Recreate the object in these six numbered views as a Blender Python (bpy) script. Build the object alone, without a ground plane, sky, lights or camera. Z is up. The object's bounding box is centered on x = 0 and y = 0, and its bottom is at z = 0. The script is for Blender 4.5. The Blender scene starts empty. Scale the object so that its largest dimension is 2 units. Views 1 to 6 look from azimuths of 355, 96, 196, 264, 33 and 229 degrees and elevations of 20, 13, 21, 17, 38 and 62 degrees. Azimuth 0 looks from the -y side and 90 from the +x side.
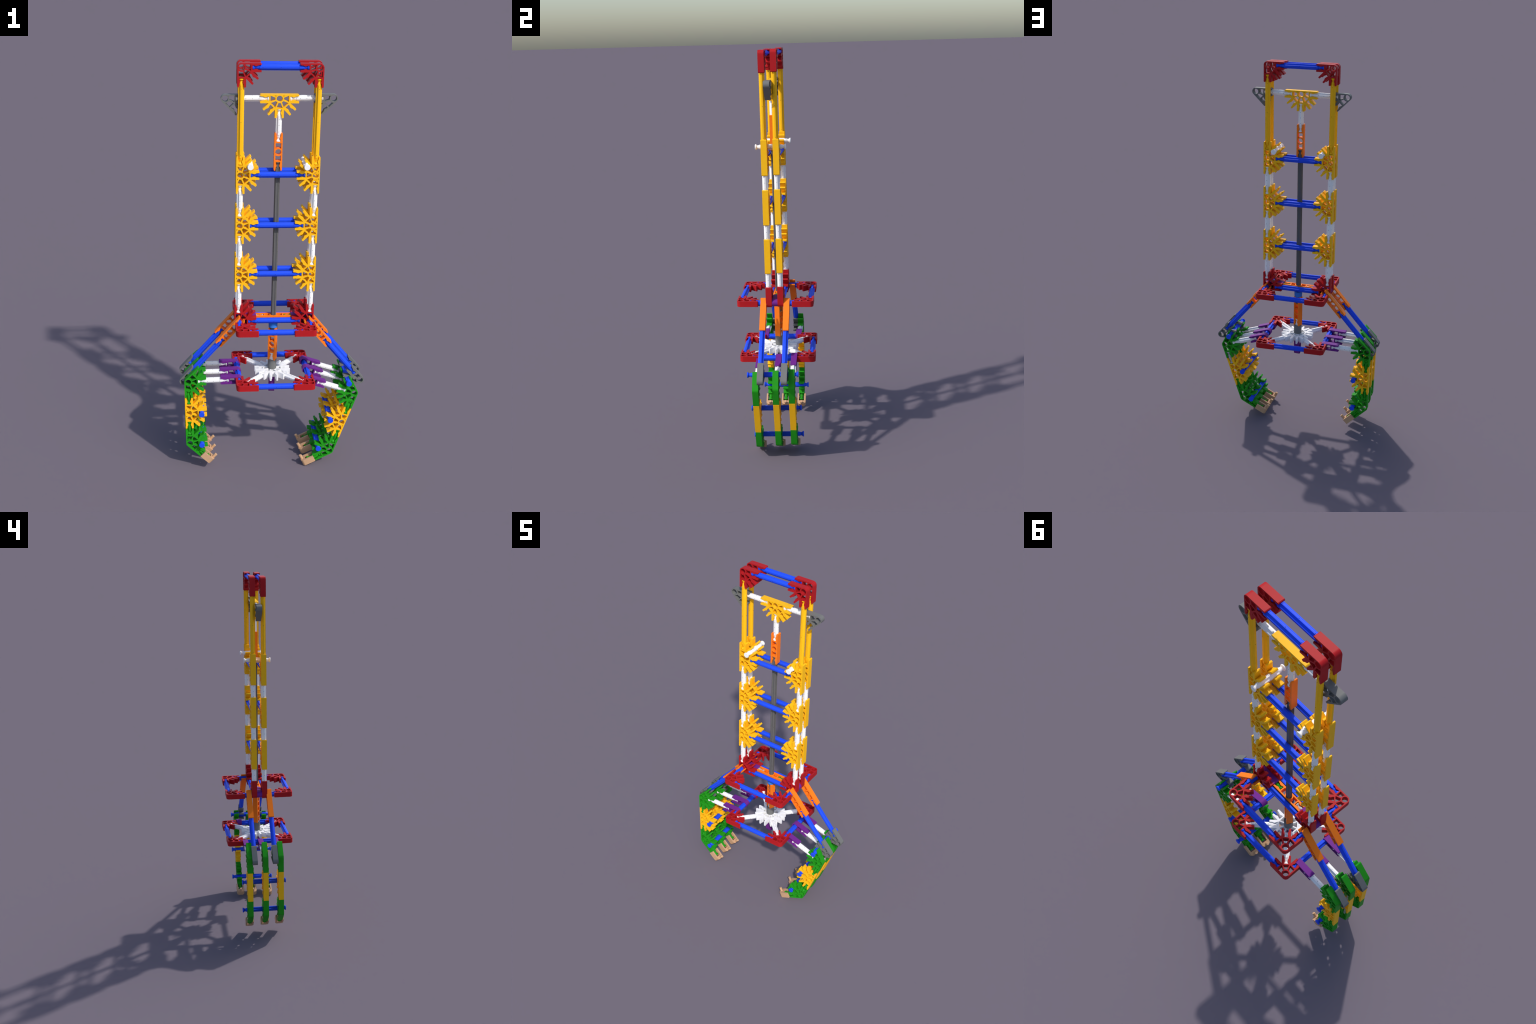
"""Toy grabber claw built from snap-together construction rods and connectors.

All part dimensions are in millimetres of the toy; K converts to scene metres.
A connector lies in its local x-z plane (normal = y).  Slot angles are counted
in that plane from +x towards +z.  A rod runs along its local x axis.
"""
import bpy, math
from math import sin, cos, radians, degrees, atan2, hypot, pi, sqrt
from mathutils import Matrix, Vector

K = 0.00452           # metres per millimetre of toy
W = 53.3              # hole-to-hole distance over a white rod
B = 75.2              # ... over a blue rod
Y = 106.3             # ... over a yellow rod
G = 37.5              # ... over a short rod
T = 6.4               # connector thickness
GRIP = 10.5           # hole centre to rod end inside a slot
TIP = 19.1            # hole centre to arm tip
CLIP = 13.8           # hole centre to a rod clipped across a slot
STRIP = 4.12           # half width of the outer strips
HOLE, RING = 3.0, 4.1

# ------------------------------------------------------------------ materials
def plastic(name, rgb, rough=0.45, spec=0.10, vary=0.02):
    m = bpy.data.materials.new(name)
    m.use_nodes = True
    nt = m.node_tree
    bsdf = nt.nodes['Principled BSDF']
    tc = nt.nodes.new('ShaderNodeTexCoord')
    nz = nt.nodes.new('ShaderNodeTexNoise')
    nz.inputs['Scale'].default_value = 60.0
    nz.inputs['Detail'].default_value = 3.0
    nt.links.new(tc.outputs['Object'], nz.inputs['Vector'])
    ramp = nt.nodes.new('ShaderNodeValToRGB')
    ramp.color_ramp.elements[0].position = 0.3
    ramp.color_ramp.elements[1].position = 0.7
    ramp.color_ramp.elements[0].color = (*[c * (1 - vary) for c in rgb], 1)
    ramp.color_ramp.elements[1].color = (*[min(1, c * (1 + vary)) for c in rgb], 1)
    nt.links.new(nz.outputs['Fac'], ramp.inputs['Fac'])
    nt.links.new(ramp.outputs['Color'], bsdf.inputs['Base Color'])
    bsdf.inputs['Roughness'].default_value = rough
    bsdf.inputs['Specular IOR Level'].default_value = spec
    return m

MAT = {
    'red':    plastic('red_plastic',    (0.42, 0.014, 0.018)),
    'blue':   plastic('blue_plastic',   (0.018, 0.078, 0.78)),
    'yellow': plastic('yellow_plastic', (0.98, 0.52, 0.014)),
    'green':  plastic('green_plastic',  (0.020, 0.30, 0.014)),
    'white':  plastic('white_plastic',  (0.90, 0.90, 0.90), vary=0.012),
    'gray':   plastic('gray_plastic',   (0.165, 0.168, 0.163)),
    'slate':  plastic('slate_plastic',  (0.122, 0.122, 0.122)),
    'silver': plastic('light_gray_plastic', (0.48, 0.48, 0.47)),
    'orange': plastic('orange_plastic', (0.98, 0.215, 0.016)),
    'purple': plastic('purple_plastic', (0.16, 0.024, 0.24)),
    'tan':    plastic('tan_plastic',    (0.57, 0.35, 0.205)),
    'sky':    plastic('light_blue_plastic', (0.045, 0.24, 0.80)),
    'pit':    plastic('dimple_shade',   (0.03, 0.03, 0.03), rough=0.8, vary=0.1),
}

# ------------------------------------------------------------ connector shape
def rot2(p, a):
    c, s = cos(a), sin(a)
    return (p[0] * c - p[1] * s, p[0] * s + p[1] * c)

# inner edge of a slot arm: distance along the slot, half gap
ARM_IN = [(10.3, 2.1), (11.7, 2.1), (12.5, 1.85), (13.3, 1.45), (14.3, 1.4),
          (15.2, 1.75), (16.0, 2.2), (17.0, 2.3), (TIP - 0.1, 2.55)]
ARM_OUT = 4.48

def slot_edge(strip_right, strip_left):
    """Outline of one slot, right arm tip to left arm tip (slot along +x)."""
    def half(strip):
        out = STRIP if strip else ARM_OUT
        return [(TIP - 0.7 if strip else TIP - 0.25, out), (TIP, out - 0.5), (TIP, 2.9)] + ARM_IN[::-1]
    right = [(x, -y) for x, y in half(strip_right)]
    left = half(strip_left)[::-1]
    return right + left

def connector_outlines(slots, closed=False):
    """slots: sorted angles in degrees.  Returns outline + holes as 2D loops."""
    n = len(slots)
    outer, holes = [], []
    for i, a in enumerate(slots):
        nxt = slots[(i + 1) % n] + (360 if i == n - 1 else 0)
        prv = slots[i - 1] - (360 if i == 0 else 0)
        gl, gr = nxt - a, a - prv
        sl, sr = gl > 50, gr > 50
        ar = radians(a)
        outer += [rot2(p, ar) for p in slot_edge(sr, sl)]
        if not sl:                                   # V between two slots
            outer.append(rot2((ARM_OUT / sin(radians(22.5)), 0), ar + radians(22.5)))
        else:                                        # strip round the hole
            a0, a1 = a + 90, nxt - 90
            steps = max(0, int((a1 - a0) / 9))
            if a1 - a0 > 1:
                for k in range(steps + 1):
                    t = radians(a0 + (a1 - a0) * k / steps)
                    outer.append((STRIP * cos(t), STRIP * sin(t)))
        # window between the hole ring and the slot floor
        t225 = math.tan(radians(22.5))
        off = 0.62 / cos(radians(22.5))
        far = 9.05
        def side(strip, gap):
            spoke = (not strip) or (gap == 180 and n > 2)
            if spoke:
                lim = far * t225 - off
                # where the spoke edge leaves the ring: y = x*t225 - off on r = RING
                aa, bb, cc = 1 + t225 ** 2, -2 * t225 * off, off ** 2 - RING ** 2
                x = (-bb + sqrt(bb * bb - 4 * aa * cc)) / (2 * aa)
                ang = atan2(x * t225 - off, x)
            else:
                lim = STRIP - 1.3
                ang = math.asin(lim / (RING + 0.15))
            return lim, ang, spoke
        ll, al, spl = side(sl, gl)
        lr, arr, spr = side(sr, gr)
        rr = RING + 0.1
        win = [(far, -lr)] + [(rr * cos(t), rr * sin(t)) for t in
               [-arr + (al + arr) * k / 8 for k in range(9)]] + [(far, ll)]
        holes.append([rot2(p, ar) for p in win])
        for s, sp, gap in ((1, spl, gl), (-1, spr, gr)):   # sliver beside a straight strip
            if gap == 180 and n > 2:
                tri = [(2.95, s * 2.95), (5.3, s * 2.95), (3.75, s * 2.25)]
                holes.append([rot2(p, ar) for p in tri])
    holes.append([(HOLE * cos(t), HOLE * sin(t)) for t in [2 * pi * k / 32 for k in range(32)]])
    return [outer] + holes

def extrude_outlines(name, loops, thick, bevel=0.0):
    cu = bpy.data.curves.new(name, 'CURVE')
    cu.dimensions = '2D'
    cu.fill_mode = 'BOTH'
    cu.extrude = (thick / 2 - bevel) * K
    cu.bevel_depth = bevel * K
    cu.bevel_resolution = 1
    cu.offset = -bevel * K
    for lp in loops:
        sp = cu.splines.new('POLY')
        sp.points.add(len(lp) - 1)
        for pt, (x, y) in zip(sp.points, lp):
            pt.co = (x * K, y * K, 0, 1)
        sp.use_cyclic_u = True
    ob = bpy.data.objects.new(name, cu)
    me = bpy.data.meshes.new_from_object(ob)
    bpy.data.objects.remove(ob)
    bpy.data.curves.remove(cu)
    # stand the plate up: (x, y, z) -> (x, -z, y)
    me.transform(Matrix(((1, 0, 0, 0), (0, 0, -1, 0), (0, 1, 0, 0), (0, 0, 0, 1))))
    return me

def finish(me, name, mats, angle=35):
    me.name = name
    me.materials.clear()
    for m in mats:
        me.materials.append(m)
    me.shade_smooth()
    me.set_sharp_from_angle(angle=radians(angle))
    return me

def connector_mesh(name, slots, color):
    return finish(extrude_outlines(name, connector_outlines(slots), T), name, [MAT[color]])

CONN = {
    'red':    connector_mesh('corner_connector', [0, 45, 90], 'red'),
    'green':  connector_mesh('wide_corner_connector', [0, 45, 90, 135], 'green'),
    'yellow': connector_mesh('half_wheel_connector', [0, 45, 90, 135, 180], 'yellow'),
    'white':  connector_mesh('wheel_connector', [0, 45, 90, 135, 180, 225, 270, 315], 'white'),
    'gray':   connector_mesh('angle_connector', [0, 45], 'gray'),
    'orange': connector_mesh('straight_connector', [0, 180], 'orange'),
    'purple': connector_mesh('end_connector', [0], 'purple'),
}

# ------------------------------------------------------------------ rod shape
NSEC = 40
def body_section():
    """Cross-shaped rod body: four flat ridges with rounded grooves between."""
    quad = [(2.94, 0.0), (2.94, 0.55), (2.9, 0.92), (2.45, 1.02), (1.95, 1.2),
            (1.62, 1.62), (1.2, 1.95), (1.02, 2.45), (0.92, 2.9), (0.55, 2.94)]
    pts = []
    for q in range(4):
        pts += [rot2(p, q * pi / 2) for p in quad]
    return pts

def rod_mesh(name, length, color):
    half = length / 2
    body = body_section()
    ang = [atan2(y, x) for x, y in body]
    prof = [(0.0, 2.75), (0.2, 3.0), (1.1, 3.0), (1.5, 2.55), (2.4, 1.9), (3.4, 1.9),
            (4.1, 2.15), (4.5, 2.4), (6.5, 2.4)]
    prof = [(x, r) for x, r in prof if x < half - 0.1]
    rings = []
    for x, r in prof:
        rings.append([(-half + x, r * cos(a), r * sin(a)) for a in ang])
    if half > 7.2:
        rings.append([(-half + 6.65, y, z) for y, z in body])
        rings.append([(half - 6.65, y, z) for y, z in body])
    for x, r in prof[::-1]:
        rings.append([(half - x, r * cos(a), r * sin(a)) for a in ang])
    verts = [v for rg in rings for v in rg]
    faces = []
    for i in range(len(rings) - 1):
        for j in range(NSEC):
            k = (j + 1) % NSEC
            faces.append((i * NSEC + j, i * NSEC + k, (i + 1) * NSEC + k, (i + 1) * NSEC + j))
    faces.append(tuple(range(NSEC))[::-1])
    faces.append(tuple((len(rings) - 1) * NSEC + j for j in range(NSEC)))
    nbody = len(faces)
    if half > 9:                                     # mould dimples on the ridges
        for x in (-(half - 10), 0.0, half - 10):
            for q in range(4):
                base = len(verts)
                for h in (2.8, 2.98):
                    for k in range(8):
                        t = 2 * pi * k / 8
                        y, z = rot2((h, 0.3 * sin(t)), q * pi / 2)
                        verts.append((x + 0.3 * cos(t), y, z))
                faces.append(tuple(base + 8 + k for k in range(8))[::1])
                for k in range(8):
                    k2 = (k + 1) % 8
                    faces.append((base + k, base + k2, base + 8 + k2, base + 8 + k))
    me = bpy.data.meshes.new(name)
    me.from_pydata([(x * K, y * K, z * K) for x, y, z in verts], [], faces)
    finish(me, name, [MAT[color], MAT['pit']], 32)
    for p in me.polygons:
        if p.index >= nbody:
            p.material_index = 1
    return me

LEN = {'short': 15.6, 'white': W - 20.5, 'blue': B - 20.4,
       'yellow': Y - 2 * GRIP, 'slate': 2 * Y - 2 * GRIP}
ROD = {
    'green':  rod_mesh('short_rod', LEN['short'], 'green'),
    'silver': rod_mesh('short_rod', LEN['short'], 'silver'),
    'white':  rod_mesh('rod', LEN['white'], 'white'),
    'blue':   rod_mesh('rod', LEN['blue'], 'blue'),
    'yellow': rod_mesh('rod', LEN['yellow'], 'yellow'),
    'slate':  rod_mesh('push_rod', LEN['slate'], 'slate'),
}

def ring_mesh(name, r_out, r_in, height, color, n=40):
    prof = [(r_in, -height / 2), (r_out - 0.25, -height / 2), (r_out, -height / 2 + 0.25),
            (r_out, height / 2 - 0.25), (r_out - 0.25, height / 2), (r_in, height / 2)]
    verts, faces, m = [], [], len(prof)
    for k in range(n):
        t = 2 * pi * k / n
        verts += [(r * cos(t) * K, r * sin(t) * K, z * K) for r, z in prof]
    for k in range(n):
        k2 = (k + 1) % n
        for j in range(m):
            j2 = (j + 1) % m
            faces.append((k * m + j, k2 * m + j, k2 * m + j2, k * m + j2))
    me = bpy.data.meshes.new(name)
    me.from_pydata(verts, [], faces)
    return finish(me, name, [MAT[color]])

def fingertip_mesh():
    """Forked clip with a peg: fork along +x from the slot tip, peg towards +z."""
    import bmesh
    a0, a1, hb, hy, inner, fork_end, rad = TIP - 0.1, 33.3, 3.45, 5.0, 3.2, 28.4, 3.2
    plan = [(a0, -hy)]
    for c0, t0 in (((a1 - rad, -hy + rad), -90), ((a1 - rad, hy - rad), 0)):
        for k in range(9):
            t = radians(t0 + 90 * k / 8)
            plan.append((c0[0] + rad * cos(t), c0[1] + rad * sin(t)))
    plan += [(a0, hy), (a0, inner), (fork_end, inner), (fork_end, -inner), (a0, -inner)]
    me = extrude_outlines('fingertip', [plan], 2 * hb)
    me.transform(Matrix.Rotation(radians(90), 4, 'X'))
    bm = bmesh.new()
    bm.from_mesh(me)
    n, r, ax = 20, 1.65, a1 - 1.65                    # peg
    rings = []
    for rr, z in ((r, hb - 1.2), (r, 8.2), (r - 0.25, 8.45)):
        rings.append([bm.verts.new(((ax + rr * cos(2 * pi * k / n)) * K, rr * sin(2 * pi * k / n) * K, z * K))
                      for k in range(n)])
    for ra, rb in zip(rings, rings[1:]):
        for k in range(n):
            j = (k + 1) % n
            bm.faces.new((ra[k], ra[j], rb[j], rb[k]))
    bm.faces.new(rings[-1])
    bm.faces.new(rings[0][::-1])
    bm.to_mesh(me)
    bm.free()
    return finish(me, 'fingertip', [MAT['tan']], 30)

TIPMESH = fingertip_mesh()
SPACER_BLUE = ring_mesh('spacer', 4.75, 3.2, 6.3, 'sky')
SPACER_GRAY = ring_mesh('spacer', 4.75, 3.2, 10.8, 'gray')

# ------------------------------------------------------------------- assembly
root = bpy.data.objects.new('toy_grabber_claw', None)
root.empty_display_size = 0.1
root['label'] = 'tall toy grabber claw of colourful plastic rods and connectors'
root['category'] = 'construction toy'
bpy.context.scene.collection.objects.link(root)

def group(name):
    e = bpy.data.objects.new(name, None)
    e.empty_display_size = 0.05
    e.parent = root
    bpy.context.scene.collection.objects.link(e)
    return e

def add(name, mesh, mat, parent):
    ob = bpy.data.objects.new(name, mesh)
    ob.parent = parent
    ob.matrix_world = mat
    bpy.context.scene.collection.objects.link(ob)
    return ob

def frame(t, rv):
    v = Vector(rv)
    r = Matrix.Rotation(v.length, 4, v.normalized()) if v.length > 1e-9 else Matrix.Identity(4)
    return Matrix.Translation(t) @ r

def mm(x, y, z):
    return Matrix.Translation((x * K, y * K, z * K))

def turn(deg):                       # in-plane turn from +x towards +z
    return Matrix.Rotation(radians(deg), 4, (0, -1, 0))

def spin(deg):                       # about the vertical
    return Matrix.Rotation(radians(deg), 4, (0, 0, 1))

LAY_FLAT = Matrix.Rotation(radians(-90), 4, 'X')     # plane x-z -> plane x-y

NAME = {'red': 'corner_connector', 'green': 'wide_corner_connector', 'yellow': 'half_wheel_connector',
        'white': 'wheel_connector', 'gray': 'angle_connector', 'orange': 'straight_connector',
        'purple': 'end_connector'}
RODNAME = {'green': 'short_rod', 'silver': 'short_rod', 'white': 'white_rod', 'blue': 'blue_rod',
           'yellow': 'yellow_rod', 'slate': 'push_rod'}

def conn(color, F, x, y, z, deg, parent, pre=None):
    M = F @ mm(x, y, z) @ (pre if pre else Matrix.Identity(4)) @ turn(deg)
    return add(NAME[color], CONN[color], M, parent)

def rod_between(color, F, p, q, parent, ref=(0, 1, 0)):
    p, q = Vector(p), Vector(q)
    d = (q - p).normalized()
    r = Vector(ref)
    r = (r - d * r.dot(d)).normalized()
    u = d.cross(r)
    R = Matrix((d, r, u)).transposed().to_4x4()
    c = (p + q) / 2
    return add(RODNAME[color], ROD[color], F @ mm(*c) @ R, parent)

def cross_rod(color, F, x, y, z, parent, tilt=0.0):
    R = Matrix.Rotation(radians(90 + tilt), 4, 'Z')
    return add(RODNAME[color], ROD[color], F @ mm(x, y, z) @ R, parent)

# ---- ladder-like tower with a handle bar on top
FT = frame((0.0096, -0.0043, 1.257), (0.0063, 0.0102, -0.0047))
tower = group('ladder_tower')
base_z, hb = -2 * W, B / 2
hw = 37.75                                            # half width of the ladder
pitch = 12.7
for y, dz in ((-pitch / 2, -1.05), (pitch / 2, -0.3)):   # front ladder sits a little lower
    top_z = W + Y + 0.45
    F = FT @ mm(0, 0, dz)
    for s in (-1, 1):
        x = s * hw
        conn('red', F, x, y, base_z, 0 if s < 0 else 90, tower)
        conn('red', F, x, y, top_z, 270 if s < 0 else 180, tower)
        for z in (W, 0, -W):
            conn('yellow', F, x, y, z, 270 if s < 0 else 90, tower)
        rod_between('yellow', F, (x, y, W), (x, y, top_z), tower)
        for z in (base_z, -W, 0):
            rod_between('white', F, (x, y, z), (x, y, z + W), tower)
    for z in (W, 0, -W, base_z, top_z):
        rod_between('blue', F, (-hw, y, z), (hw, y, z), tower)
for s in (-1, 1):                                     # stop pegs through the top yellow pairs
    c = 13.6 * cos(radians(45))
    cross_rod('white', FT, s * (hw - c), 0.3 if s < 0 else -0.4, W + c - 0.6, tower)
# rod guide at the tower foot: straight connector held by two end connectors
conn('orange', FT, 0, 0, base_z, 0, tower, pre=LAY_FLAT)
for s, col in ((-1, 'silver'), (1, 'green')):
    rod_between(col, FT, (0, 0, base_z), (s * hb, 0, base_z), tower)
    conn('purple', FT, s * hb, 0, base_z, 0 if s < 0 else 180, tower)

# ---- sliding trigger inside the tower
slider = group('pull_trigger')
sx, sy, tz = 0.15, -0.05, 127.9
conn('yellow', FT, sx, sy, tz, 180, slider)
for s in (-1, 1):
    conn('gray', FT, sx + s * W, sy, tz + 0.4 * s, 315 if s < 0 else 180, slider)
    rod_between('white', FT, (sx, sy, tz), (sx + s * W, sy, tz + 0.4 * s), slider)
oz = tz - W
oz2 = oz - 2 * Y + 0.2
rod_between('white', FT, (sx, sy, tz), (sx, sy, oz), slider)
conn('orange', FT, sx, sy, oz, 90, slider)
rod_between('slate', FT, (sx, sy, oz), (sx - 0.1, sy + 0.2, oz2), slider, ref=(0.75, 0.66, 0))
conn('orange', FT, sx - 0.1, sy + 0.2, oz2, 90, slider, pre=spin(-25.5))
pz = oz2 - W
rod_between('white', FT, (sx - 0.1, sy + 0.2, oz2), (sx - 0.1, sy + 0.2, pz), slider)
conn('purple', FT, sx - 0.1, sy + 0.2, pz, 90, slider, pre=spin(86))
add('spacer', SPACER_BLUE, FT @ mm(sx - 0.1, sy + 0.2, -114.9), slider)
add('spacer', SPACER_GRAY, FT @ mm(sx - 0.1, sy + 0.2, -161.7), slider)

# ---- the two square frames (horizontal)
def square_frame(F, name):
    g = group(name)
    for sx_, sy_, deg in ((-1, -1, 0), (1, -1, 90), (1, 1, 180), (-1, 1, 270)):
        conn('red', F, sx_ * hb, sy_ * hb, 0, deg, g, pre=LAY_FLAT_UP)
    for s in (-1, 1):
        rod_between('blue', F, (-hb, s * hb, 0), (hb, s * hb, 0), g, ref=(0, 0, 1))
        rod_between('blue', F, (s * hb, -hb, 0), (s * hb, hb, 0), g, ref=(0, 0, 1))
    return g

LAY_FLAT_UP = Matrix.Rotation(radians(-90), 4, 'X')   # in-plane +z becomes +y
FU = frame((0.0050, -0.0010, 0.7722), (0.0034, 0.0115, -0.003))
FL = frame((0.0034, 0.0020, 0.4880), (0.0005, 0.0160, 0.0195))
square_frame(FU, 'square_frame')
lower = square_frame(FL, 'square_frame')
conn('white', FL, 0, 0, 0, 0, lower, pre=LAY_FLAT_UP)
for ax in (-1, 1):
    for ay in (-1, 1):
        rod_between('white', FL, (0, 0, 0), (ax * hb, ay * hb, 0), lower, ref=(0, 0, 1))

# ---- fingers: x, y, z of the knuckle hole and lean in degrees
FINGERS = {
    -1: [(-0.4097, -0.0868, 0.4877, -0.6, ('green', 'green')),
         (-0.4097, -0.0012, 0.4885, -0.1, ('silver', 'silver')),
         (-0.4096,  0.0862, 0.4892,  0.38, ('green', 'green'))],
    1:  [(0.3990, -0.0852, 0.3997, 19.17, ('green', 'green')),
         (0.3982,  0.0115, 0.4075, 19.1, ('silver', 'green')),
         (0.3957,  0.0884, 0.4137, 19.0, ('silver', 'green'))],
}
for s, rows in FINGERS.items():
    inward = 180 if s > 0 else 0
    for x, y, z, lean, links in rows:
        F = Matrix.Translation((x, y, z)) @ Matrix.Rotation(radians(lean), 4, 'Y')
        g = group('finger')
        conn('green', F, 0, 0, 0, 135 if s > 0 else 270, g)
        conn('yellow', F, 0, 0, -G, 90 if s > 0 else 270, g)
        conn('green', F, 0, 0, -2 * G, 90 if s > 0 else 315, g)
        rod_between(links[0], F, (0, 0, 0), (0, 0, -G), g)
        rod_between(links[1], F, (0, 0, -G), (0, 0, -2 * G), g)
        tipdir = 225 if s > 0 else 315
        ca, sa = cos(radians(tipdir)), sin(radians(tipdir))
        rod_between('green', F, (0, 0, -2 * G), (G * ca, 0, -2 * G + G * sa), g)
        flip = Matrix.Rotation(pi, 4, 'X') if s > 0 else Matrix.Identity(4)
        add('fingertip', TIPMESH, F @ mm(0, 0, -2 * G) @ turn(tipdir) @ flip, g)
        # link to the lower frame
        conn('purple', F, -s * W, 0, 0, inward + 180, g)
        rod_between('white', F, (0, 0, 0), (-s * W, 0, 0), g)

# cross rods that tie the fingers of a hand together, and the two arms of each hand
for s, (x, y, z, lean, ycen, tilt_z) in {
        -1: (-0.4097, -0.0001, 0.4885, -0.19, 0.2, 0.003),
        1:  (0.3985, -0.0106, 0.4050, 19.1, 2.1, 0.030)}.items():
    F = Matrix.Translation((x, y, z)) @ Matrix.Rotation(radians(lean), 4, 'Y') @ Matrix.Rotation(tilt_z, 4, 'X')
    hand = group('claw_arm')
    kx, kz = -s * 11.0, 11.0
    rows = [(-s * 13.6, -G), (-s * 13.3, -2 * G - 0.2)] + ([(kx, kz)] if s > 0 else [])
    for px, pz_ in rows:
        cross_rod('blue', F, px, ycen, pz_, hand)
    # grey hole (x, z) and the direction from it to the foot rod
    (gx, gz), back = {-1: ((-0.4328, 0.4762), 48.3), 1: ((0.4302, 0.4572), 129.5)}[s]
    for y_ in ((-0.0545, 0.0600) if s < 0 else (-0.0580, 0.0558)):
        A = Matrix.Translation((gx, y_, gz))
        conn('gray', A, 0, 0, 0, back if s > 0 else back - 45, hand)
        ux, uz = cos(radians(back)), sin(radians(back))
        rod_between('blue', A, (0, 0, 0), (B * ux, 0, B * uz), hand)
        conn('orange', A, B * ux, 0, B * uz, back, hand)
